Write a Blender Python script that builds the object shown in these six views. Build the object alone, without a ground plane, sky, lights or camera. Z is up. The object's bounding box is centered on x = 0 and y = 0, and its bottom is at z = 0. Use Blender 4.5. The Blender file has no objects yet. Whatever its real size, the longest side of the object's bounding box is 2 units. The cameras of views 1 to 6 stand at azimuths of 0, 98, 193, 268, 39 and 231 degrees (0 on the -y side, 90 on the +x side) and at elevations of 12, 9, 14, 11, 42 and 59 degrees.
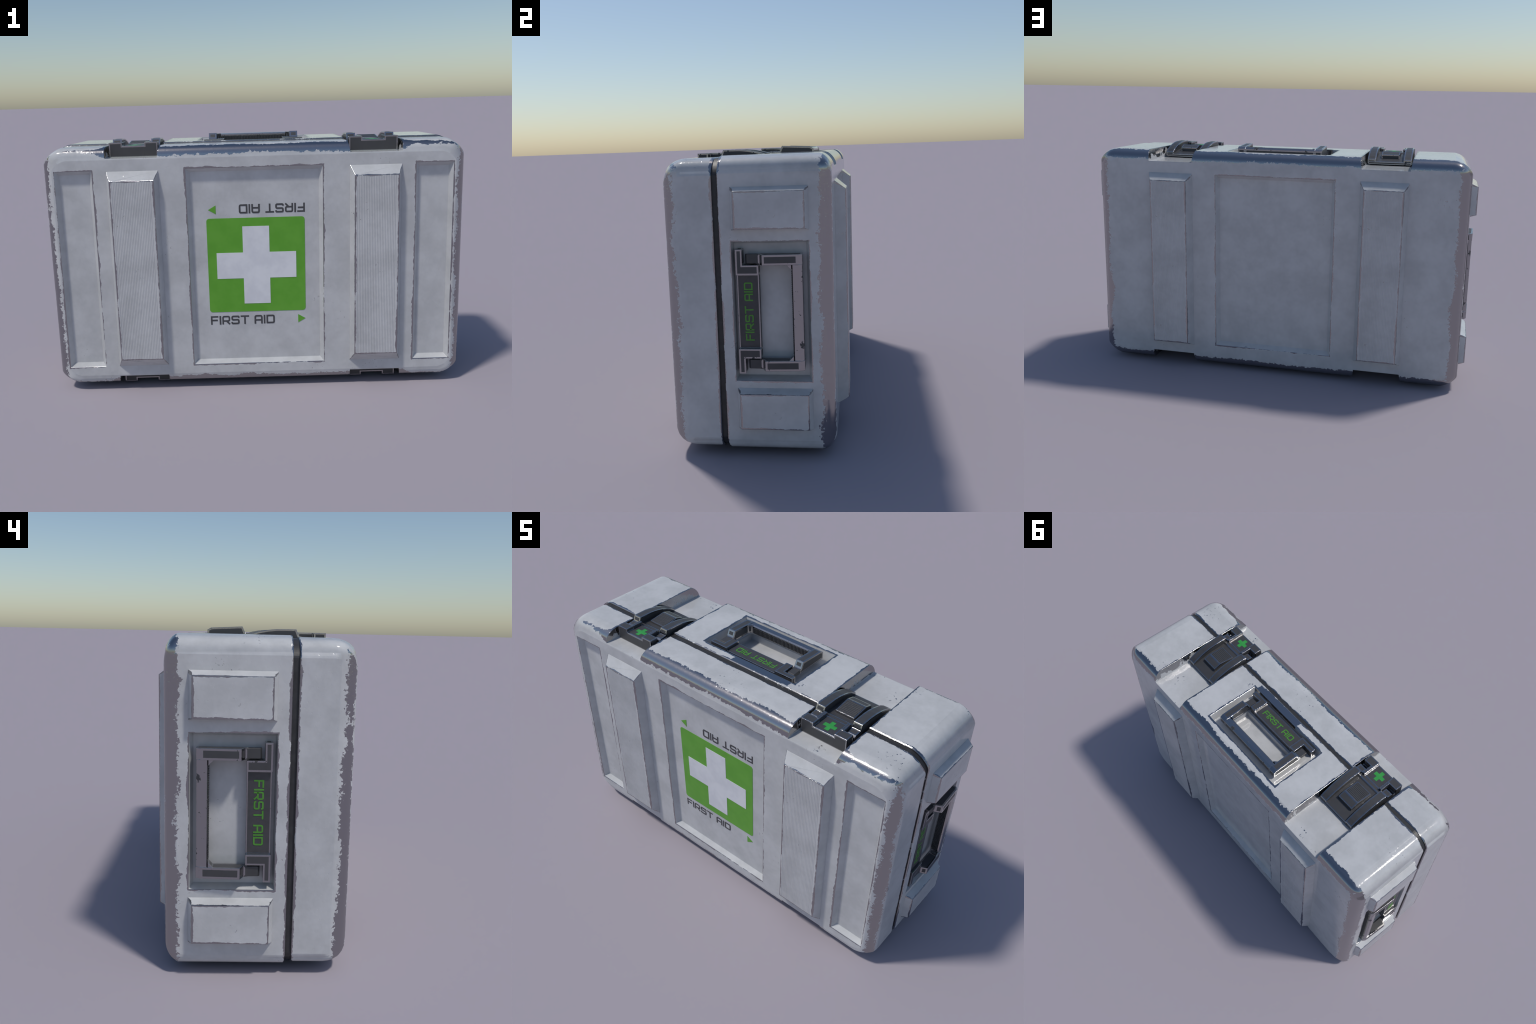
"""Worn white hard-shell first aid case: two rounded shells around a dark gasket,
raised ribs and recessed panels, four latches, three folding handles, printed marks."""
import bpy, bmesh, math
from mathutils import Vector, Matrix

# ------------------------------------------------------------------ sizes (metres)
BX, BZ0, BZ1 = 0.967, 0.015, 1.175          # half width, bottom and top of the shells
ZC, HZ = (BZ0 + BZ1) / 2, (BZ1 - BZ0) / 2
YF, YB = -0.322, 0.315                      # front and back faces
SEAM_F, SEAM_B = -0.128, -0.107             # seam between lid and base
CORNER = 0.064                              # radius of the corner edges
LATCH_X = 0.5555                            # latch centre line
GROOVE_IN, GROOVE_OUT = 0.439, 0.675        # latch channel floor
GROOVE_RIM_IN, GROOVE_RIM_OUT = 0.432, 0.684
GROOVE_Z = 1.118
HANDLE_Z = 0.588                            # height of the side handles
REC_U, REC_V0, REC_V1, REC_D = 0.270, -0.063, 0.237, 0.043   # handle recess
SIDE_V1 = 0.229                             # the end recesses are slightly narrower

scene = bpy.context.scene

# ------------------------------------------------------------------ node helper
class Graph:
    """Small arithmetic wrapper around shader nodes."""
    def __init__(self, name):
        self.mat = bpy.data.materials.new(name)
        self.mat.use_nodes = True
        self.nt = self.mat.node_tree
        self.nt.nodes.clear()
        self.out = self.nt.nodes.new('ShaderNodeOutputMaterial')
        self.bsdf = self.nt.nodes.new('ShaderNodeBsdfPrincipled')
        self.nt.links.new(self.bsdf.outputs[0], self.out.inputs[0])
        self.coord = self.nt.nodes.new('ShaderNodeTexCoord').outputs['Object']
    def link(self, val, sock):
        if isinstance(val, bpy.types.NodeSocket):
            self.nt.links.new(val, sock)
        else:
            sock.default_value = val
    def math(self, op, a, b=None, c=None, clamp=False):
        n = self.nt.nodes.new('ShaderNodeMath')
        n.operation = op
        n.use_clamp = clamp
        for i, v in enumerate((a, b, c)):
            if v is not None:
                self.link(v, n.inputs[i])
        return n.outputs[0]
    def add(self, a, b): return self.math('ADD', a, b)
    def sub(self, a, b): return self.math('SUBTRACT', a, b)
    def mul(self, a, b): return self.math('MULTIPLY', a, b)
    def abs(self, a): return self.math('ABSOLUTE', a)
    def max(self, *v):
        r = v[0]
        for x in v[1:]: r = self.math('MAXIMUM', r, x)
        return r
    def min(self, *v):
        r = v[0]
        for x in v[1:]: r = self.math('MINIMUM', r, x)
        return r
    def gt(self, a, b): return self.math('GREATER_THAN', a, b)
    def lt(self, a, b): return self.math('LESS_THAN', a, b)
    def step(self, v, lo, hi):
        n = self.nt.nodes.new('ShaderNodeMapRange')
        n.interpolation_type = 'SMOOTHSTEP'
        self.link(v, n.inputs['Value'])
        self.link(lo, n.inputs['From Min']); self.link(hi, n.inputs['From Max'])
        return n.outputs[0]
    def noise(self, scale, detail=4, rough=0.55, stretch=None, offset=0.0, lac=2.0):
        n = self.nt.nodes.new('ShaderNodeTexNoise')
        v = self.coord
        if stretch or offset:
            m = self.nt.nodes.new('ShaderNodeMapping')
            self.link(v, m.inputs['Vector'])
            m.inputs['Location'].default_value = (offset, offset * 1.7, -offset)
            m.inputs['Scale'].default_value = stretch or (1, 1, 1)
            v = m.outputs[0]
        self.link(v, n.inputs['Vector'])
        n.inputs['Scale'].default_value = scale
        n.inputs['Detail'].default_value = detail
        n.inputs['Roughness'].default_value = rough
        n.inputs['Lacunarity'].default_value = lac
        return n.outputs['Fac']
    def xyz(self):
        n = self.nt.nodes.new('ShaderNodeSeparateXYZ')
        self.link(self.coord, n.inputs[0])
        return n.outputs
    def mix(self, fac, a, b):
        n = self.nt.nodes.new('ShaderNodeMix')
        n.data_type = 'RGBA'
        self.link(fac, n.inputs[0])
        self.link(a, n.inputs[6]); self.link(b, n.inputs[7])
        return n.outputs[2]
    def mixf(self, fac, a, b):
        n = self.nt.nodes.new('ShaderNodeMix')
        self.link(fac, n.inputs[0])
        self.link(a, n.inputs[2]); self.link(b, n.inputs[3])
        return n.outputs[0]
    def bevel(self, radius, samples=6):
        n = self.nt.nodes.new('ShaderNodeBevel')
        n.samples = samples
        n.inputs['Radius'].default_value = radius
        return n.outputs[0]
    def edge(self, radius, samples=8):
        """0 on flats, rising towards 1 at a hard edge."""
        g = self.nt.nodes.new('ShaderNodeNewGeometry')
        d = self.nt.nodes.new('ShaderNodeVectorMath'); d.operation = 'DOT_PRODUCT'
        self.link(self.bevel(radius, samples), d.inputs[0])
        self.link(g.outputs['Normal'], d.inputs[1])
        return self.sub(1.0, d.outputs['Value'])
    def bump(self, height, strength, dist=0.002, normal=None):
        n = self.nt.nodes.new('ShaderNodeBump')
        n.inputs['Strength'].default_value = strength
        n.inputs['Distance'].default_value = dist
        self.link(height, n.inputs['Height'])
        if normal is not None: self.link(normal, n.inputs['Normal'])
        return n.outputs[0]
    def set(self, **kw):
        for k, v in kw.items():
            self.link(v, self.bsdf.inputs[k.replace('_', ' ')])

PAINT_A = (0.436, 0.440, 0.443, 1)
PAINT_B = (0.576, 0.580, 0.585, 1)
PAINT_DUST = (0.30, 0.31, 0.315, 1)
METAL = (0.37, 0.365, 0.375, 1)
DARK = (0.042, 0.042, 0.044, 1)
PAINT_ROUGH, METAL_ROUGH = 0.15, 0.13

def paint_surface(g, wear, dark_specks=True):
    """White enamel with faint mottling; wear (0..1) strips it to bright metal."""
    mott = g.step(g.noise(7.0, 6, 0.62), 0.32, 0.68)
    fine = g.noise(38.0, 4, 0.6, offset=3.1)
    col = g.mix(g.math('MULTIPLY_ADD', fine, 0.5, g.mul(mott, 0.6), clamp=True), PAINT_A, PAINT_B)
    smear = g.step(g.noise(3.2, 5, 0.6, offset=8.4), 0.60, 0.86)
    col = g.mix(g.mul(smear, 0.6), col, PAINT_DUST)
    # small chips in loose clusters
    cluster = g.step(g.noise(4.6, 2, 0.5, offset=21.7), 0.63, 0.72)
    specks = g.step(g.noise(72.0, 3, 0.6, offset=5.5), 0.625, 0.68)
    chips = g.mul(g.mul(cluster, specks), 0.8)
    wear = g.max(wear, chips)
    col = g.mix(wear, col, METAL)
    peel = g.noise(55.0, 3, 0.5)
    pits = g.step(g.noise(120.0, 2, 0.5, offset=1.3), 0.62, 0.8)
    height = g.sub(g.sub(g.mul(peel, 0.55), g.mul(pits, 0.5)), g.mul(wear, 0.5))
    g.set(Base_Color=col, Metallic=wear,
          Roughness=g.mixf(wear, g.math('MULTIPLY_ADD', fine, 0.10, PAINT_ROUGH - 0.10), METAL_ROUGH),
          Normal=g.bump(height, 0.15, 0.004, g.bevel(0.004, 4)))

def shell_material():
    g = Graph('worn_white_enamel')
    x, y, z = g.xyz()[:3]
    ax, zz = g.abs(x), g.sub(z, ZC)
    az = g.abs(zz)
    n1 = g.sub(g.noise(26.0, 6, 0.68), 0.5)
    n2 = g.sub(g.noise(5.0, 3, 0.6, offset=2.2), 0.5)
    n3 = g.sub(g.noise(90.0, 3, 0.6, offset=4.4), 0.5)
    jitter = g.add(g.mul(n1, 0.044), g.mul(n3, 0.020))
    wide = g.mul(n2, 0.05)
    # how far a point lies inside the rounding of each pair of faces
    qx = g.sub(ax, BX - 0.060)
    qz = g.sub(az, HZ - 0.060)
    qy = g.max(g.sub(YF + 0.066, y), g.sub(y, YB - 0.055))
    top_out = g.step(ax, 0.68, 0.74)                          # corners beyond the latches keep more paint
    front = g.lt(y, -0.1)
    e_yz = g.sub(g.min(qy, qz), g.math('MULTIPLY_ADD', g.mul(top_out, front), 0.020, 0.012))
    e_xy = g.sub(g.min(qy, qx), g.math('MULTIPLY_ADD', front, 0.018, 0.006))
    e_xz = g.sub(g.min(qx, qz), 0.050)
    edge = g.max(g.add(e_yz, g.mul(wide, 0.8)), g.add(g.add(e_xy, g.mul(wide, 1.3)), g.mul(n3, 0.03)), g.add(e_xz, wide))
    edge = g.add(edge, jitter)
    # rims of the recessed panels
    def frame(u, v, hu, hv): return g.abs(g.max(g.sub(u, hu), g.sub(v, hv)))
    rim_f = g.min(frame(ax, g.abs(g.sub(z, 0.5925)), 0.314, 0.4725),
                  frame(g.abs(g.sub(ax, 0.8255)), g.abs(g.sub(z, 0.5925)), 0.0865, 0.4725))
    rim_f = g.add(rim_f, g.mul(g.gt(y, YF + 0.002), 1.0))
    rim_b = g.add(frame(ax, g.abs(g.sub(z, 0.597)), 0.312, 0.463), g.mul(g.lt(y, YB - 0.002), 1.0))
    vc, vh = (REC_V0 + REC_V1) / 2, (REC_V1 - REC_V0) / 2
    rim_t = g.add(frame(ax, g.abs(g.sub(y, vc)), REC_U, vh), g.mul(g.lt(z, BZ1 - 0.002), 1.0))
    rim_s = g.add(frame(g.abs(g.sub(z, HANDLE_Z)), g.abs(g.sub(y, (REC_V0 + SIDE_V1) / 2)), REC_U, (SIDE_V1 - REC_V0) / 2), g.mul(g.lt(ax, BX - 0.002), 1.0))
    rim = g.sub(0.0045, g.min(rim_f, rim_b))
    rim = g.max(rim, g.sub(0.009, rim_t), g.sub(0.004, rim_s))
    rim = g.add(rim, g.add(g.mul(n1, 0.022), g.mul(n2, 0.022)))
    # large bare patch between the top handle and the seam
    px = g.sub(0.17, g.abs(g.add(x, -0.10)))
    py = g.sub(0.042, g.abs(g.add(y, 0.075)))
    patch = g.sub(g.min(g.min(px, py), g.sub(z, BZ1 - 0.03)), 0.010)
    patch = g.add(patch, g.add(g.mul(n1, 0.05), g.mul(n2, 0.06)))
    # seam lips
    seam = g.sub(g.abs(g.sub(y, (SEAM_F + SEAM_B) / 2)), (SEAM_B - SEAM_F) / 2)
    seam = g.add(g.sub(0.006, seam), g.add(g.mul(n1, 0.03), g.mul(n2, 0.03)))
    # lips of the latch channels, top and bottom
    lip = g.abs(g.sub(g.abs(g.sub(ax, (GROOVE_RIM_IN + GROOVE_RIM_OUT) / 2)), (GROOVE_RIM_OUT - GROOVE_RIM_IN) / 2))
    lip = g.add(g.sub(0.007, lip), g.add(g.mul(n1, 0.03), g.mul(n2, 0.012)))
    lip = g.sub(lip, g.mul(g.lt(az, GROOVE_Z - ZC + 0.008), 1.0))
    total = g.max(edge, rim, patch, seam, lip)
    paint_surface(g, g.step(total, 0.0, 0.0016))
    return g.mat

def panel_material(name, w, h, height, side, top, bottom):
    """Enamel worn along the face edges and corner ridges of a raised panel (object coordinates)."""
    g = Graph(name)
    x, y, z = g.xyz()[:3]
    end = (top + bottom) / 2
    ox, oy = g.sub(g.abs(x), w / 2 - side), g.sub(g.abs(g.sub(y, (bottom - top) / 2)), h / 2 - end)     # >0 outside the face
    inside = g.math('MULTIPLY', g.max(ox, oy), -1.0)
    face = g.add(g.max(inside, 0.0), g.mul(g.sub(height, z), 1.3))
    ridge = g.add(g.mul(g.abs(g.sub(g.mul(ox, end / side), oy)), 0.8),
                  g.math('MULTIPLY', g.lt(g.min(ox, oy), 0.0), 1.0))
    n1 = g.sub(g.noise(30.0, 6, 0.68), 0.5)
    n2 = g.sub(g.noise(6.0, 3, 0.6, offset=1.2), 0.5)
    d = g.sub(0.0048, g.min(face, g.add(ridge, 0.001)))
    d = g.add(d, g.add(g.mul(n1, 0.016), g.mul(n2, 0.020)))
    paint_surface(g, g.step(d, 0.0, 0.0014))
    return g.mat

def dark_material(name='dark_grey_coated_metal', bare=0.0):
    """Dark coating; bare (0..1) is the share rubbed through to metal."""
    g = Graph(name)
    col = g.mix(g.noise(22.0, 5, 0.6, offset=9.0), DARK, (0.062, 0.062, 0.066, 1))
    if bare:
        n = g.add(g.mul(g.noise(45.0, 4, 0.62), 0.6), g.mul(g.noise(13.0, 3, 0.6, offset=4.2), 0.4))
        t = 0.5 - 0.17 * (bare - 0.5) * 2
        w = g.step(n, t - 0.008, t + 0.008)
        col = g.mix(w, col, METAL)
        g.set(Metallic=w, Roughness=g.mixf(w, 0.42, METAL_ROUGH))
    else:
        g.set(Roughness=0.42)
    g.set(Base_Color=col, Normal=g.bump(g.noise(130.0, 3, 0.6), 0.12, 0.002, g.bevel(0.003, 4)))
    return g.mat

def plain_material(name, col_a, col_b, rough, scale=30.0, bump=0.1):
    g = Graph(name)
    n = g.noise(scale, 4, 0.6)
    g.set(Base_Color=g.mix(g.step(n, 0.35, 0.65), col_a, col_b), Roughness=rough,
          Normal=g.bump(g.noise(60.0, 3, 0.5), bump, 0.003))
    return g.mat

M_SHELL = shell_material()
M_DARK = dark_material()
M_EDGE = dark_material('rubbed_dark_metal', 0.84)
M_RIDGE = M_DARK
DARK_TRIM = (M_DARK, M_EDGE)
M_GASKET = plain_material('black_rubber', (0.025, 0.025, 0.026, 1), (0.035, 0.035, 0.037, 1), 0.45)
M_GREEN = plain_material('green_print', (0.104, 0.345, 0.024, 1), (0.124, 0.378, 0.032, 1), 0.28, 12)
M_WHITE = plain_material('white_print', (0.66, 0.67, 0.70, 1), (0.74, 0.75, 0.77, 1), 0.24, 9)
M_INK = plain_material('dark_grey_print', (0.052, 0.052, 0.056, 1), (0.066, 0.066, 0.070, 1), 0.35)
M_LABEL = plain_material('dark_grey_label', (0.046, 0.046, 0.049, 1), (0.058, 0.056, 0.060, 1), 0.40)
M_GLOW = plain_material('bright_green_print', (0.065, 0.235, 0.026, 1), (0.080, 0.275, 0.034, 1), 0.35)
M_CROSS = plain_material('emerald_green_print', (0.035, 0.30, 0.055, 1), (0.045, 0.34, 0.065, 1), 0.35)

# ------------------------------------------------------------------ mesh helpers
def new_object(name, bm, mat, parent=None, matrix=None, smooth=False):
    bmesh.ops.recalc_face_normals(bm, faces=bm.faces[:])
    me = bpy.data.meshes.new(name)
    bm.to_mesh(me); bm.free()
    for m in (mat if isinstance(mat, tuple) else (mat,)): me.materials.append(m)
    for p in me.polygons: p.use_smooth = smooth
    ob = bpy.data.objects.new(name, me)
    scene.collection.objects.link(ob)
    if parent is not None: ob.parent = parent
    if matrix is not None: ob.matrix_basis = matrix
    return ob

def instance(ob, parent, matrix):
    c = ob.copy()
    scene.collection.objects.link(c)
    c.parent = parent
    c.matrix_basis = matrix
    return c

def prism(bm, poly, axis, lo, hi, bevel=0.0):
    """Extrude a 2D polygon along an axis: 'x' -> (y,z), 'y' -> (x,z), 'z' -> (x,y)."""
    def put(p, t):
        return {'x': (t, p[0], p[1]), 'y': (p[0], t, p[1]), 'z': (p[0], p[1], t)}[axis]
    a = [bm.verts.new(put(p, lo)) for p in poly]
    b = [bm.verts.new(put(p, hi)) for p in poly]
    faces = [bm.faces.new(a), bm.faces.new(b[::-1])]
    n = len(poly)
    for i in range(n):
        faces.append(bm.faces.new((a[i], b[i], b[(i + 1) % n], a[(i + 1) % n])))
    if bevel:
        edges = list({e for f in faces for e in f.edges})
        bmesh.ops.bevel(bm, geom=edges, offset=bevel, segments=1, affect='EDGES', clamp_overlap=True)
    return faces

def box(bm, x0, x1, y0, y1, z0, z1, bevel=0.0):
    return prism(bm, [(x0, y0), (x1, y0), (x1, y1), (x0, y1)], 'z', z0, z1, bevel)

def trim(bm, t, mostly_bare=None):
    """Give every face a rim of width t in the second (rubbed) material; faces too narrow become all rim."""
    bmesh.ops.recalc_face_normals(bm, faces=bm.faces[:])
    faces = bm.faces[:]
    wide = []
    for f in faces:
        per = sum(e.calc_length() for e in f.edges)
        f.material_index = 1
        if 2 * f.calc_area() / per > t * 1.25 and not (mostly_bare and mostly_bare(f)):
            wide.append(f)
    bmesh.ops.inset_individual(bm, faces=wide, thickness=t, use_even_offset=True)
    for f in bm.faces: f.material_index = 1
    for f in wide: f.material_index = 0

def rim_strip(bm, t, y_min=-0.14):
    """Like trim, but the chain of upward faces of a curved arm counts as one face."""
    bmesh.ops.recalc_face_normals(bm, faces=bm.faces[:])
    chain = [f for f in bm.faces if f.normal.z > 0.55 and f.calc_center_median().y > y_min]
    other = [f for f in bm.faces if f not in chain]
    wide = [f for f in other if 2 * f.calc_area() / sum(e.calc_length() for e in f.edges) > t * 1.25]
    bmesh.ops.inset_region(bm, faces=chain, thickness=t, use_even_offset=True)
    bmesh.ops.inset_individual(bm, faces=wide, thickness=t, use_even_offset=True)
    for f in bm.faces: f.material_index = 1
    for f in chain + wide: f.material_index = 0

def frustum(bm, lo, hi, z0, z1):
    """Box with different rectangles (x0,x1,y0,y1) at z0 and z1."""
    def ring(r, z): return [bm.verts.new(c + (z,)) for c in ((r[0], r[2]), (r[1], r[2]), (r[1], r[3]), (r[0], r[3]))]
    a, b = ring(lo, z0), ring(hi, z1)
    bm.faces.new(a); bm.faces.new(b[::-1])
    for i in range(4):
        bm.faces.new((a[i], b[i], b[(i + 1) % 4], a[(i + 1) % 4]))

def apply_mods(ob):
    dg = bpy.context.evaluated_depsgraph_get()
    me = bpy.data.meshes.new_from_object(ob.evaluated_get(dg))
    old = ob.data
    ob.modifiers.clear()
    ob.data = me
    bpy.data.meshes.remove(old)

# ------------------------------------------------------------------ the thing
case = bpy.data.objects.new('first_aid_case', None)
scene.collection.objects.link(case)
case['label'] = 'worn white hard first aid case with latches and folding handles'
case['category'] = 'first aid kit'

# ------------------------------------------------------------------ shells
def ring_points(inset, inset_z=None, seg=14, p=1.5):
    """Rounded rectangle in the x-z plane with flattened round corners."""
    hx, hz = BX - inset, HZ - (inset if inset_z is None else inset_z)
    r = max(CORNER - 0.35 * inset, 0.02)
    rx = r * 1.35                           # the ends fall away more gently than they are tall
    pts = []
    for k, (sx, sz) in enumerate(((1, 1), (-1, 1), (-1, -1), (1, -1))):
        arc = []
        for i in range(seg + 1):
            t = i / seg * math.pi / 2
            c, s = math.cos(t), math.sin(t)
            m = (c ** p + s ** p) ** (1 / p)
            arc.append((sx * (hx - rx + rx * c / m), ZC + sz * (hz - r + r * s / m)))
        if k % 2: arc.reverse()
        pts += arc
    return pts

def rounding(depth, inset, n=6, p=1.35):
    """(distance from the outer face, inset) pairs over an edge rounding."""
    out = []
    for i in range(n + 1):
        t = i / n * math.pi / 2
        c, s = math.cos(t), math.sin(t)
        m = (c ** p + s ** p) ** (1 / p)
        out.append((depth * (1 - c / m), inset * (1 - s / m)))
    return out

def shell(name, profile):
    bm = bmesh.new()
    rings = [[bm.verts.new((x, y, z)) for x, z in ring_points(ix, iz)] for y, ix, iz in profile]
    n = len(rings[0])
    for a, b in zip(rings, rings[1:]):
        for i in range(n):
            bm.faces.new((a[i], a[(i + 1) % n], b[(i + 1) % n], b[i]))
    bm.faces.new(rings[0]); bm.faces.new(rings[-1][::-1])
    return new_object(name, bm, M_SHELL, case)

# the lid falls away gently towards its upper and lower front edges, and turns tighter at the sides
LID_DROP = 0.006                            # the lid is a little lower than the base
LID_SLOPE = [(-0.322, 0.062), (-0.3185, 0.046), (-0.311, 0.033), (-0.298, 0.0225), (-0.282, 0.0145), (-0.262, 0.0085), (-0.242, LID_DROP)]
def side_turn(d, depth, inset, p=1.7):
    """Inset at distance d behind the outer face for a superelliptic edge."""
    t = max(0.0, 1 - d / depth)
    return inset * (1 - (1 - t ** p) ** (1 / p))
lid = shell('lid', [(y, side_turn(y - YF, 0.052, 0.046), iz) for y, iz in LID_SLOPE] + [(SEAM_F - 0.004, 0.0, LID_DROP), (SEAM_F, 0.003, LID_DROP + 0.003)])
base = shell('base_shell', [(SEAM_B, 0.003, 0.003), (SEAM_B + 0.004, 0.0, 0.0)] +
             [(YB - d, i, i) for d, i in reversed(rounding(0.046, 0.053, p=1.55))])

# the gasket sits slightly below the shell surface, and steps down under the latch channels
bm = bmesh.new()
a, b = SEAM_F - 0.006, SEAM_B + 0.006
rings = [[bm.verts.new((x, y, z)) for x, z in ring_points(0.010)] for y in (a, b)]
n = len(rings[0])
for i in range(n):
    bm.faces.new((rings[0][i], rings[0][(i + 1) % n], rings[1][(i + 1) % n], rings[1][i]))
bm.faces.new(rings[0]); bm.faces.new(rings[1][::-1])
gasket = new_object('gasket', bm, M_GASKET, case)

# cutters: latch channels, panel recesses, handle recesses
cut = bmesh.new()
for sx in (1, -1):
    for up in (1, -1):
        zf = GROOVE_Z - ZC
        poly = [(sx * GROOVE_IN, ZC + up * zf), (sx * GROOVE_RIM_IN, ZC + up * (HZ + 0.001)), (sx * GROOVE_RIM_IN, ZC + up * (HZ + 0.08)),
                (sx * GROOVE_RIM_OUT, ZC + up * (HZ + 0.08)), (sx * GROOVE_RIM_OUT, ZC + up * (HZ + 0.001)), (sx * GROOVE_OUT, ZC + up * zf)]
        prism(cut, poly, 'y', -0.5, 0.5)
channels = new_object('channel_cutter', cut, M_SHELL)

def recess_cutter(rim, floor, depth, frame):
    """Tapered pocket; rim and floor are (x0,x1,y0,y1) in the frame, z is outward."""
    bm = bmesh.new()
    k = 0.05 / depth
    grow = tuple(r + (r - f) * k for r, f in zip(rim, floor))
    frustum(bm, floor, grow, -depth, 0.05)
    bm.transform(frame)
    return bm

def frame_of(X, Y, Z, o):
    m = Matrix((X, Y, Z)).transposed().to_4x4()
    m.translation = o
    return m

FRONT = frame_of((1, 0, 0), (0, 0, 1), (0, -1, 0), (0, YF, 0))
BACK = frame_of((-1, 0, 0), (0, 0, 1), (0, 1, 0), (0, YB, 0))
TOP = frame_of((-1, 0, 0), (0, -1, 0), (0, 0, 1), (0, 0, BZ1))
RIGHT = frame_of((0, 0, 1), (0, -1, 0), (1, 0, 0), (BX, 0, HANDLE_Z))
LEFT = frame_of((0, 0, -1), (0, -1, 0), (-1, 0, 0), (-BX, 0, HANDLE_Z))

def merged(bms, name):
    out = bmesh.new()
    for b in bms:
        me = bpy.data.meshes.new('tmp'); b.to_mesh(me); b.free()
        out.from_mesh(me); bpy.data.meshes.remove(me)
    return new_object(name, out, M_SHELL)

def inset_rect(r, d): return (r[0] + d, r[1] - d, r[2] + d, r[3] - d)

center = (-0.314, 0.314, 0.120, 1.065)
side_r = (0.739, 0.912, 0.120, 1.065)
side_l = (-0.912, -0.739, 0.120, 1.065)
lid_cut = merged([recess_cutter(r, inset_rect(r, 0.018), 0.0255, FRONT) for r in (center, side_r, side_l)], 'lid_cutter')
back_r = (-0.312, 0.312, 0.134, 1.060)
base_cut = merged([recess_cutter(back_r, inset_rect(back_r, 0.018), 0.026, BACK)] +
                  [recess_cutter((-REC_U, REC_U, -v1, -REC_V0), (-REC_U + 0.011, REC_U - 0.011, -v1 + 0.012, -REC_V0 - 0.004), REC_D, f)
                   for f, v1 in ((TOP, REC_V1), (RIGHT, SIDE_V1), (LEFT, SIDE_V1))], 'base_cutter')
pocket_r = (-0.198, 0.198, -0.190, -0.046)               # the top handle has a deeper well for the fingers
well_cut = merged([recess_cutter(pocket_r, inset_rect(pocket_r, 0.006), 0.076, TOP)], 'well_cutter')

def carve(ob, *cutters):
    for c in cutters:
        m = ob.modifiers.new('cut', 'BOOLEAN')
        m.operation = 'DIFFERENCE'; m.solver = 'EXACT'; m.object = c
    apply_mods(ob)

def soften(ob):
    """Smooth shading over the rounded edges only: the normal turns evenly from face to face."""
    me = ob.data
    for p in me.polygons: p.use_smooth = True
    normals = [None] * len(me.loops)
    def ease(q): return max(q, 0.0) ** 1.35
    for p in me.polygons:
        for li in p.loop_indices:
            c = me.vertices[me.loops[li].vertex_index].co
            z = c.z - ZC
            v = Vector((math.copysign(ease((abs(c.x) - (BX - 0.085)) / 0.085), c.x),
                        ease((c.y - (YB - 0.050)) / 0.050) - ease((YF + 0.08 - c.y) / 0.08),
                        math.copysign(ease((abs(z) - (HZ - 0.062)) / 0.062), z)))
            n = p.normal
            if v.length > 1e-4:
                v.normalize()
                if v.dot(p.normal) > math.cos(math.radians(44)): n = v
            if max(abs(n.x), abs(n.y), abs(n.z)) > 0.999 or max(abs(k) for k in p.normal) > 0.9999: n = p.normal
            normals[li] = n[:]
    me.normals_split_custom_set(normals)

carve(lid, channels, lid_cut)
carve(base, channels, base_cut, well_cut)
# gasket: notched only as deep as the channels
carve(gasket, channels)
for ob in (lid, base): soften(ob)
for ob in (channels, lid_cut, base_cut, well_cut):
    me = ob.data
    bpy.data.objects.remove(ob); bpy.data.meshes.remove(me)

# ------------------------------------------------------------------ raised ribs and pads
def raised_panel(name, frame, w, h, height, side, top, bottom, ridges=0, round_n=3):
    """Pillow with sloping sides; optional fine vertical ridges on its face."""
    bm = bmesh.new()
    x0, x1, z0, z1 = -w / 2, w / 2, -h / 2, h / 2
    fx0, fx1, fz0, fz1 = x0 + side, x1 - side, z0 + bottom, z1 - top
    base_r = [(x0, z0), (x1, z0), (x1, z1), (x0, z1)]
    lower = [bm.verts.new((p[0], p[1], -0.004)) for p in base_r]
    foot = [bm.verts.new((p[0], p[1], 0.0005)) for p in base_r]
    if ridges:
        m = ridges * 2
        margin = 0.010
        xs = [fx0] + [fx0 + margin + (fx1 - fx0 - 2 * margin) * i / m for i in range(m + 1)] + [fx1]
        hs = [height] + [height - (0.0014 if i % 2 else 0.0) for i in range(m + 1)] + [height]
    else:
        xs, hs = [fx0, fx1], [height, height]
    low = [bm.verts.new((x, fz0, k)) for x, k in zip(xs, hs)]
    high = [bm.verts.new((x, fz1, k)) for x, k in zip(xs, hs)]
    for i in range(len(xs) - 1):
        bm.faces.new((low[i], low[i + 1], high[i + 1], high[i]))
    bm.faces.new([foot[0], foot[1]] + low[::-1])
    bm.faces.new([foot[3]] + high + [foot[2]])
    bm.faces.new((foot[0], low[0], high[0], foot[3]))
    bm.faces.new((foot[1], foot[2], high[-1], low[-1]))
    for i in range(4):
        bm.faces.new((lower[i], lower[(i + 1) % 4], foot[(i + 1) % 4], foot[i]))
    bm.faces.new(lower[::-1])
    return new_object(name, bm, panel_material(name + '_enamel', w, h, height, side, top, bottom), case, frame)

def at(frame, x, z): return frame @ Matrix.Translation((x, z, 0))

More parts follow.
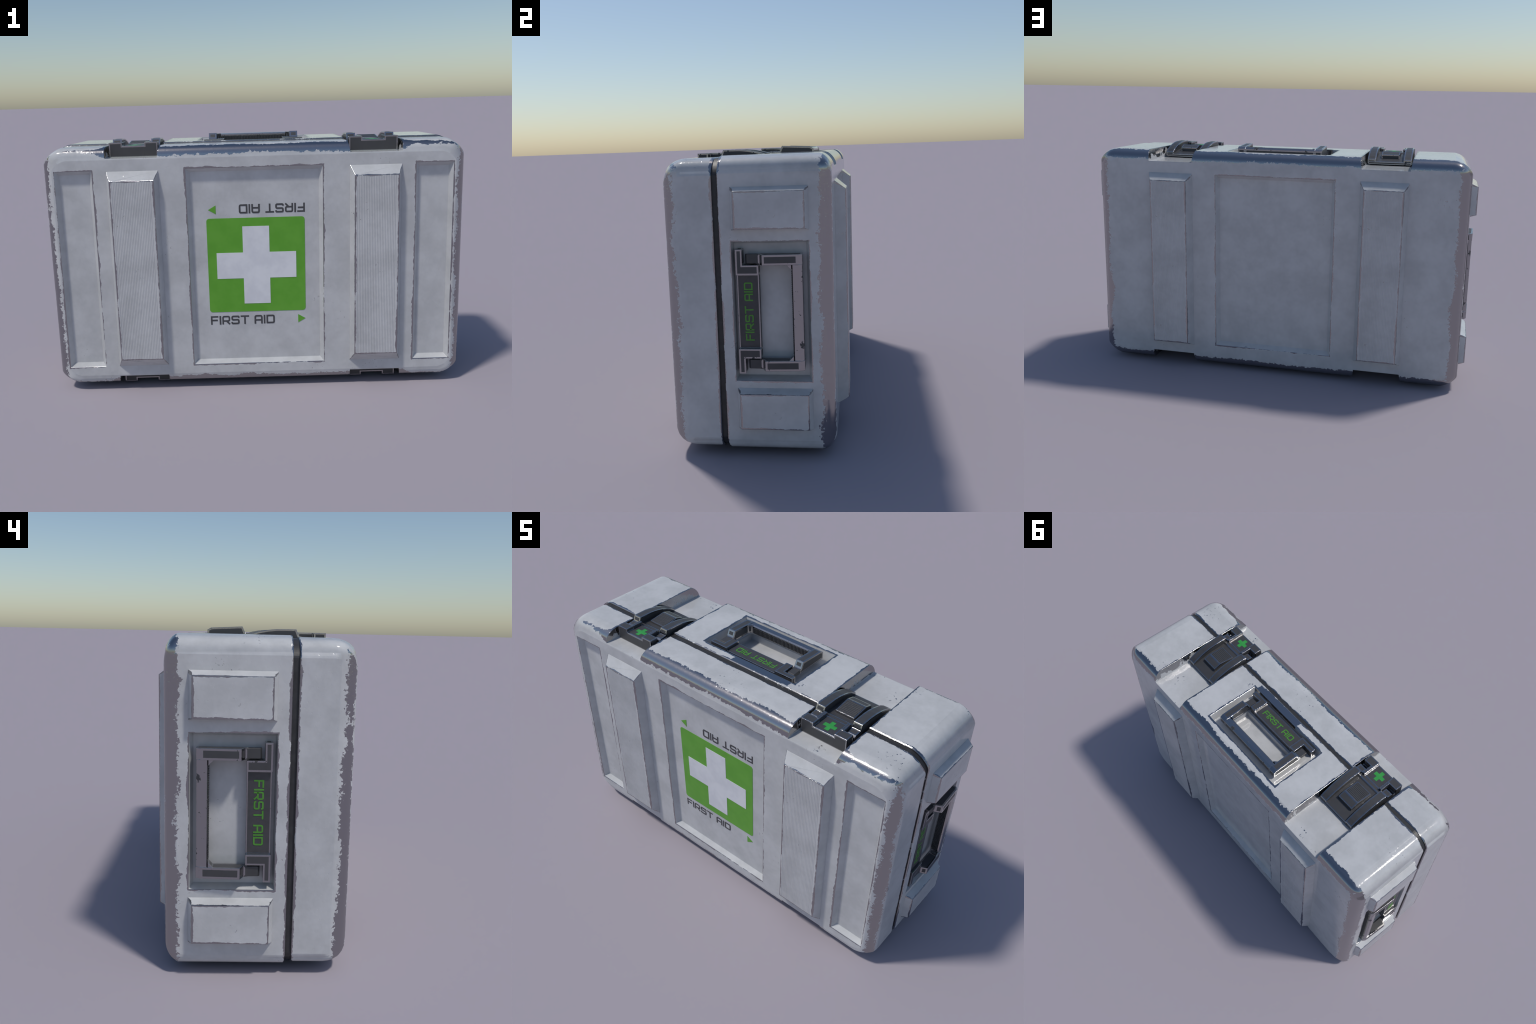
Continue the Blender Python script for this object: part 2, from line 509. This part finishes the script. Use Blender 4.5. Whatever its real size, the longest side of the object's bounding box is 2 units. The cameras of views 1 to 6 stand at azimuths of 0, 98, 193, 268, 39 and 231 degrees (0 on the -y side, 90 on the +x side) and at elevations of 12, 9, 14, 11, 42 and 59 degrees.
RIB_W, RIB_Z0, RIB_Z1 = 0.238, 0.124, 1.060
RIB_C = (RIB_Z0 + RIB_Z1) / 2
rib = raised_panel('raised_rib', at(FRONT, LATCH_X, RIB_C), RIB_W, RIB_Z1 - RIB_Z0, 0.040, 0.019, 0.043, 0.043, 24)
instance(rib, case, at(FRONT, -LATCH_X, RIB_C))
back_rib = raised_panel('raised_rib', at(BACK, LATCH_X, RIB_C), RIB_W, RIB_Z1 - RIB_Z0, 0.046, 0.022, 0.036, 0.020, 24)
instance(back_rib, case, at(BACK, -LATCH_X, RIB_C))
PAD_Y = 0.086
def side_frame(sign, zc):
    """Panel frame on an end face: x across, y up, z outward."""
    return frame_of((0, sign, 0), (0, 0, 1), (sign, 0, 0), (sign * BX, PAD_Y, zc))
pad = raised_panel('side_pad', side_frame(1, 0.980), 0.290, 0.161, 0.033, 0.014, 0.016, 0.007)
for sign, zc in ((1, 0.209), (-1, 0.980), (-1, 0.209)):
    instance(pad, case, side_frame(sign, zc))

# ------------------------------------------------------------------ lettering
def fillet(pts, radius, closed=False, seg=4):
    """Round the inner corners of a polyline."""
    out = []
    n = len(pts)
    for i, p in enumerate(pts):
        if (not closed and i in (0, n - 1)):
            out.append(Vector(p)); continue
        p, a, b = Vector(p), Vector(pts[i - 1]), Vector(pts[(i + 1) % n])
        da, db = (a - p), (b - p)
        r = min(radius, da.length * 0.45, db.length * 0.45)
        s, e = p + da.normalized() * r, p + db.normalized() * r
        for k in range(seg + 1):
            t = k / seg
            out.append((1 - t) ** 2 * s + 2 * t * (1 - t) * p + t * t * e)
    return out

def stroke(bm, pts, width, z0, z1, closed=False):
    """Flat ribbon of constant width along a polyline, with thickness."""
    n = len(pts)
    rows = []
    for i, p in enumerate(pts):
        a = pts[i - 1] if (closed or i) else None
        b = pts[(i + 1) % n] if (closed or i < n - 1) else None
        d1 = (p - a).normalized() if a is not None else (b - p).normalized()
        d2 = (b - p).normalized() if b is not None else d1
        n1, n2 = Vector((-d1.y, d1.x)), Vector((-d2.y, d2.x))
        m = (n1 + n2).normalized()
        k = width / 2 / max(m.dot(n1), 0.5)
        rows.append([bm.verts.new((q.x, q.y, z)) for q, z in ((p + m * k, z0), (p - m * k, z0), (p - m * k, z1), (p + m * k, z1))])
    pairs = list(zip(rows, rows[1:])) + ([(rows[-1], rows[0])] if closed else [])
    for r, s in pairs:
        for j in range(4):
            bm.faces.new((r[j], r[(j + 1) % 4], s[(j + 1) % 4], s[j]))
    if not closed:
        bm.faces.new(rows[0][::-1]); bm.faces.new(rows[-1])

# square-cut letters on a grid 1 high; every stroke is (corner radius, closed, points)
GLYPHS = {
    'F': (0.92, [(0, 0, [(0.09, 0), (0.09, 0.91), (0.92, 0.91)]), (0, 0, [(0.09, 0.50), (0.84, 0.50)])]),
    'I': (0.18, [(0, 0, [(0.09, 0), (0.09, 1)])]),
    'R': (0.98, [(0.16, 0, [(0.09, 0), (0.09, 0.91), (0.88, 0.91), (0.88, 0.40), (0.09, 0.40)]), (0, 0, [(0.52, 0.40), (0.93, 0.02)])]),
    'S': (1.00, [(0.15, 0, [(0.93, 0.74), (0.90, 0.91), (0.09, 0.91), (0.09, 0.52), (0.91, 0.52), (0.91, 0.09), (0.10, 0.09), (0.06, 0.26)])]),
    'T': (1.05, [(0, 0, [(0, 0.91), (1.05, 0.91)]), (0, 0, [(0.525, 0.91), (0.525, 0)])]),
    'A': (1.00, [(0.18, 0, [(0.09, 0), (0.09, 0.91), (0.91, 0.91), (0.91, 0)]), (0, 0, [(0.09, 0.42), (0.91, 0.42)])]),
    'D': (1.02, [(0.16, 1, [(0.09, 0.09), (0.93, 0.09), (0.93, 0.91), (0.09, 0.91)])]),
    ' ': (0.36, []),
}

def lettering(name, text, length, height, mat, parent, matrix, thick=0.0006, weight=0.18):
    adv = sum(GLYPHS[c][0] for c in text) + 0.155 * (len(text) - 1)
    bm = bmesh.new()
    x, lift = 0.0, 0
    sx = length / adv
    for c in text:
        w, strokes = GLYPHS[c]
        for rad, closed, pts in strokes:
            if c == 'D':                                    # only the right corners are rounded
                q = [Vector(pts[0])] + fillet([pts[0], pts[1], pts[2], pts[3]], rad)[1:-1] + [Vector(pts[3])]
            else:
                q = fillet(pts, rad, bool(closed)) if rad else [Vector(p) for p in pts]
            q = [Vector(((x + p.x) * sx - length / 2, (p.y - 0.5) * height)) for p in q]
            stroke(bm, q, weight * height, -0.0004, thick + 0.0003 * (lift % 3), bool(closed))
            lift += 1
        x += w + 0.155
    return new_object(name, bm, mat, parent, matrix)

# ------------------------------------------------------------------ printed emblem on the lid
FLOOR = FRONT @ Matrix.Translation((0, 0, -0.0255))

def rounded_rect(hx, hy, r, seg=5):
    pts = []
    for cx, cy, a0 in ((hx - r, hy - r, 0), (-hx + r, hy - r, 90), (-hx + r, -hy + r, 180), (hx - r, -hy + r, 270)):
        for i in range(seg + 1):
            t = math.radians(a0 + 90 * i / seg)
            pts.append((cx + r * math.cos(t), cy + r * math.sin(t)))
    return pts

def cross_points(l, w):
    return [(w, w), (w, l), (-w, l), (-w, w), (-l, w), (-l, -w), (-w, -w), (-w, -l), (w, -l), (w, -w), (l, -w), (l, w)]

bm = bmesh.new(); prism(bm, rounded_rect(0.229, 0.227, 0.014), 'z', -0.001, 0.0012)
emblem = new_object('emblem', bm, M_GREEN, case, FLOOR @ Matrix.Translation((0, 0.600, 0)))
bm = bmesh.new(); prism(bm, cross_points(0.187, 0.0625), 'z', 0.0, 0.0024)
new_object('white_cross', bm, M_WHITE, emblem, Matrix.Identity(4))
text = lettering('lettering', 'FIRST AID', 0.306, 0.043, M_INK, case, FLOOR @ Matrix.Translation((-0.0735, 0.332, 0)))
instance(text, case, FLOOR @ Matrix.Translation((0.0775, 0.869, 0)) @ Matrix.Rotation(math.pi, 4, 'Z'))
bm = bmesh.new(); prism(bm, [(-0.0175, -0.0205), (0.0175, 0), (-0.0175, 0.0205)], 'z', -0.001, 0.0012)
arrow = new_object('arrow_mark', bm, M_GREEN, case, FLOOR @ Matrix.Translation((0.210, 0.332, 0)))
instance(arrow, case, FLOOR @ Matrix.Translation((-0.201, 0.868, 0)) @ Matrix.Rotation(math.pi, 4, 'Z'))

# ------------------------------------------------------------------ folding handle
def v_poly(pts): return [(-v, h) for v, h in pts]           # profile given as (v, h); local y is -v

def build_handle():
    parts = []
    # bail: two arms with sloping fronts, a grip bar, corner gussets
    bm = bmesh.new()
    arm = v_poly([(0.204, -0.020), (0.204, 0.014), (0.188, 0.023), (0.056, 0.030), (0.043, 0.002), (0.030, -0.003), (0.030, -0.020)])
    for s in (1, -1):
        lo, hi = sorted((s * 0.183, s * 0.222))
        prism(bm, arm, 'x', lo, hi)
        g0 = [(s * 0.184, -0.163), (s * 0.184, -0.145), (s * 0.166, -0.163)]
        prism(bm, g0, 'z', -0.018, 0.0225)
        lo, hi = sorted((s * 0.186, s * 0.221))
        piv = v_poly([(0.040, -0.020), (0.040, -0.0005), (-0.006, -0.003), (-0.012, -0.010), (-0.012, -0.020)])
        prism(bm, piv, 'x', lo, hi)
    bar = v_poly([(0.164, -0.020), (0.164, 0.015), (0.168, 0.020), (0.192, 0.0215), (0.203, 0.013), (0.203, -0.020)])
    prism(bm, bar, 'x', -0.184, 0.184, 0.0)
    trim(bm, 0.0075, lambda f: f.normal.z > 0.1 and (abs(f.calc_center_median().x) < 0.1 or f.calc_center_median().y < -0.18))
    for f in bm.faces:                                     # the low pivots keep their coating
        if f.calc_center_median().y > -0.038: f.material_index = 0
    handle = new_object('handle', bm, DARK_TRIM)
    # finger ridges on the inner side of the grip
    bm = bmesh.new()
    n = 40
    for i in range(n):
        u = -0.160 + 0.320 * (i + 0.5) / n
        box(bm, u - 0.0022, u + 0.0022, -0.1645, -0.1615, -0.018, 0.010)
    grip = new_object('grip_ridges', bm, M_RIDGE, handle)
    grip['kind'] = 'stuff'
    parts.append(grip)
    # hinge brackets
    for s in (1, -1):
        bm = bmesh.new()
        pts = [(0.143, 0.048), (0.240, 0.048), (0.240, 0.023), (0.180, 0.023), (0.180, -0.038), (0.143, -0.038)]
        prism(bm, [(s * u, v) for u, v in pts], 'z', -REC_D - 0.002, 0.0045)
        trim(bm, 0.006)
        parts.append(new_object('hinge_bracket', bm, DARK_TRIM, handle))
    # label plate with its lettering
    bm = bmesh.new()
    box(bm, -0.1435, 0.1435, -0.037, 0.0465, -REC_D - 0.002, -0.009)
    trim(bm, 0.004)
    plate = new_object('label_plate', bm, (M_LABEL, M_EDGE), handle)
    parts.append(plate)
    parts.append(lettering('label_lettering', 'FIRST AID', 0.226, 0.034, M_GLOW, handle, Matrix.Translation((0, 0.0045, -0.009)), weight=0.165))
    return handle, parts

handle, handle_parts = build_handle()
handle.parent = case
handle.matrix_basis = TOP
for f in (RIGHT, LEFT):
    h = instance(handle, case, f)
    for p in handle_parts:
        instance(p, h, p.matrix_basis.copy())

# ------------------------------------------------------------------ latches
def build_latch():
    """Local frame: x across, y towards the back of the case, z outward from the shell face."""
    parts = []
    lo = GROOVE_Z - BZ1                                    # channel floor, negative
    # hook block over the seam: tall L-shaped tabs and a lower centre
    bm = bmesh.new()
    notch = [(-0.1125, lo - 0.002), (0.1125, lo - 0.002), (0.1125, 0.0095), (0.052, 0.0095), (0.052, -0.0070),
             (-0.052, -0.0070), (-0.052, 0.0095), (-0.1125, 0.0095)]
    prism(bm, notch, 'y', -0.243, -0.200)
    box(bm, -0.0515, 0.0515, -0.2422, -0.147, lo - 0.002, -0.0055)
    for s in (1, -1):
        a, b = sorted((s * 0.052, s * 0.067))
        box(bm, a, b, -0.203, -0.145, lo - 0.002, 0.0094)
        a, b = sorted((s * 0.0665, s * 0.1115))
        box(bm, a, b, -0.2005, -0.145, lo - 0.002, -0.030)
    trim(bm, 0.0055)
    latch = new_object('latch', bm, DARK_TRIM)
    # lever plate
    bm = bmesh.new()
    prism(bm, [(-0.150, -0.048), (-0.150, -0.006), (-0.128, -0.006), (-0.120, -0.012), (-0.030, -0.016), (0.005, -0.020), (0.045, -0.028), (0.090, -0.038), (0.090, -0.052), (0.080, -0.048)], 'x', -0.110, 0.110)
    rim_strip(bm, 0.004, -0.125)
    parts.append(new_object('latch_lever', bm, DARK_TRIM, latch))
    # curved arms with a stepped front end
    top = [(-0.136, 0.0205), (-0.068, 0.0200), (-0.035, 0.0165), (0.0, 0.0095), (0.035, -0.001), (0.065, -0.013), (0.089, -0.027)]
    poly = [(-0.187, -0.040), (-0.187, -0.016), (-0.178, -0.008), (-0.146, -0.004)] + top + [(0.090, -0.048), (-0.10, -0.048)]
    for s in (1, -1):
        bm = bmesh.new()
        a, b = sorted((s * 0.0705, s * 0.1125))
        prism(bm, poly, 'x', a, b)
        rim_strip(bm, 0.006)
        parts.append(new_object('latch_arm', bm, DARK_TRIM, latch))
    # push button with cross ridges
    bm = bmesh.new()
    prism(bm, [(-0.098, -0.030), (-0.096, -0.003), (-0.008, 0.0065), (0.031, -0.006), (0.032, -0.035)], 'x', -0.047, 0.047)
    trim(bm, 0.0055)
    parts.append(new_object('latch_button', bm, DARK_TRIM, latch))
    bm = bmesh.new()
    for i in range(9):
        t = (i + 0.7) / 9.6
        y, z = -0.096 + 0.084 * t, -0.003 + 0.0091 * t
        prism(bm, [(y - 0.0028, z - 0.002), (y - 0.0028, z + 0.0008), (y + 0.0028, z + 0.0014), (y + 0.0028, z - 0.002)], 'x', -0.042, 0.042)
    ridges = new_object('button_ridges', bm, M_RIDGE, latch)
    ridges['kind'] = 'stuff'
    parts.append(ridges)
    bm = bmesh.new()
    prism(bm, cross_points(0.0300, 0.0100), 'z', -0.001, 0.0006)
    parts.append(new_object('green_cross', bm, M_CROSS, latch, Matrix.Translation((0, -0.197, -0.0055))))
    return latch, parts

latch, latch_parts = build_latch()
latch.parent = case
latch.matrix_basis = Matrix.Translation((LATCH_X, 0, BZ1))
FLIP = Matrix.Rotation(math.pi, 4, 'Y')
for m in (Matrix.Translation((-LATCH_X, 0, BZ1)),
          Matrix.Translation((LATCH_X, 0, 0.0205)) @ FLIP, Matrix.Translation((-LATCH_X, 0, 0.0205)) @ FLIP):
    l = instance(latch, case, m)
    for p in latch_parts:
        instance(p, l, p.matrix_basis.copy())
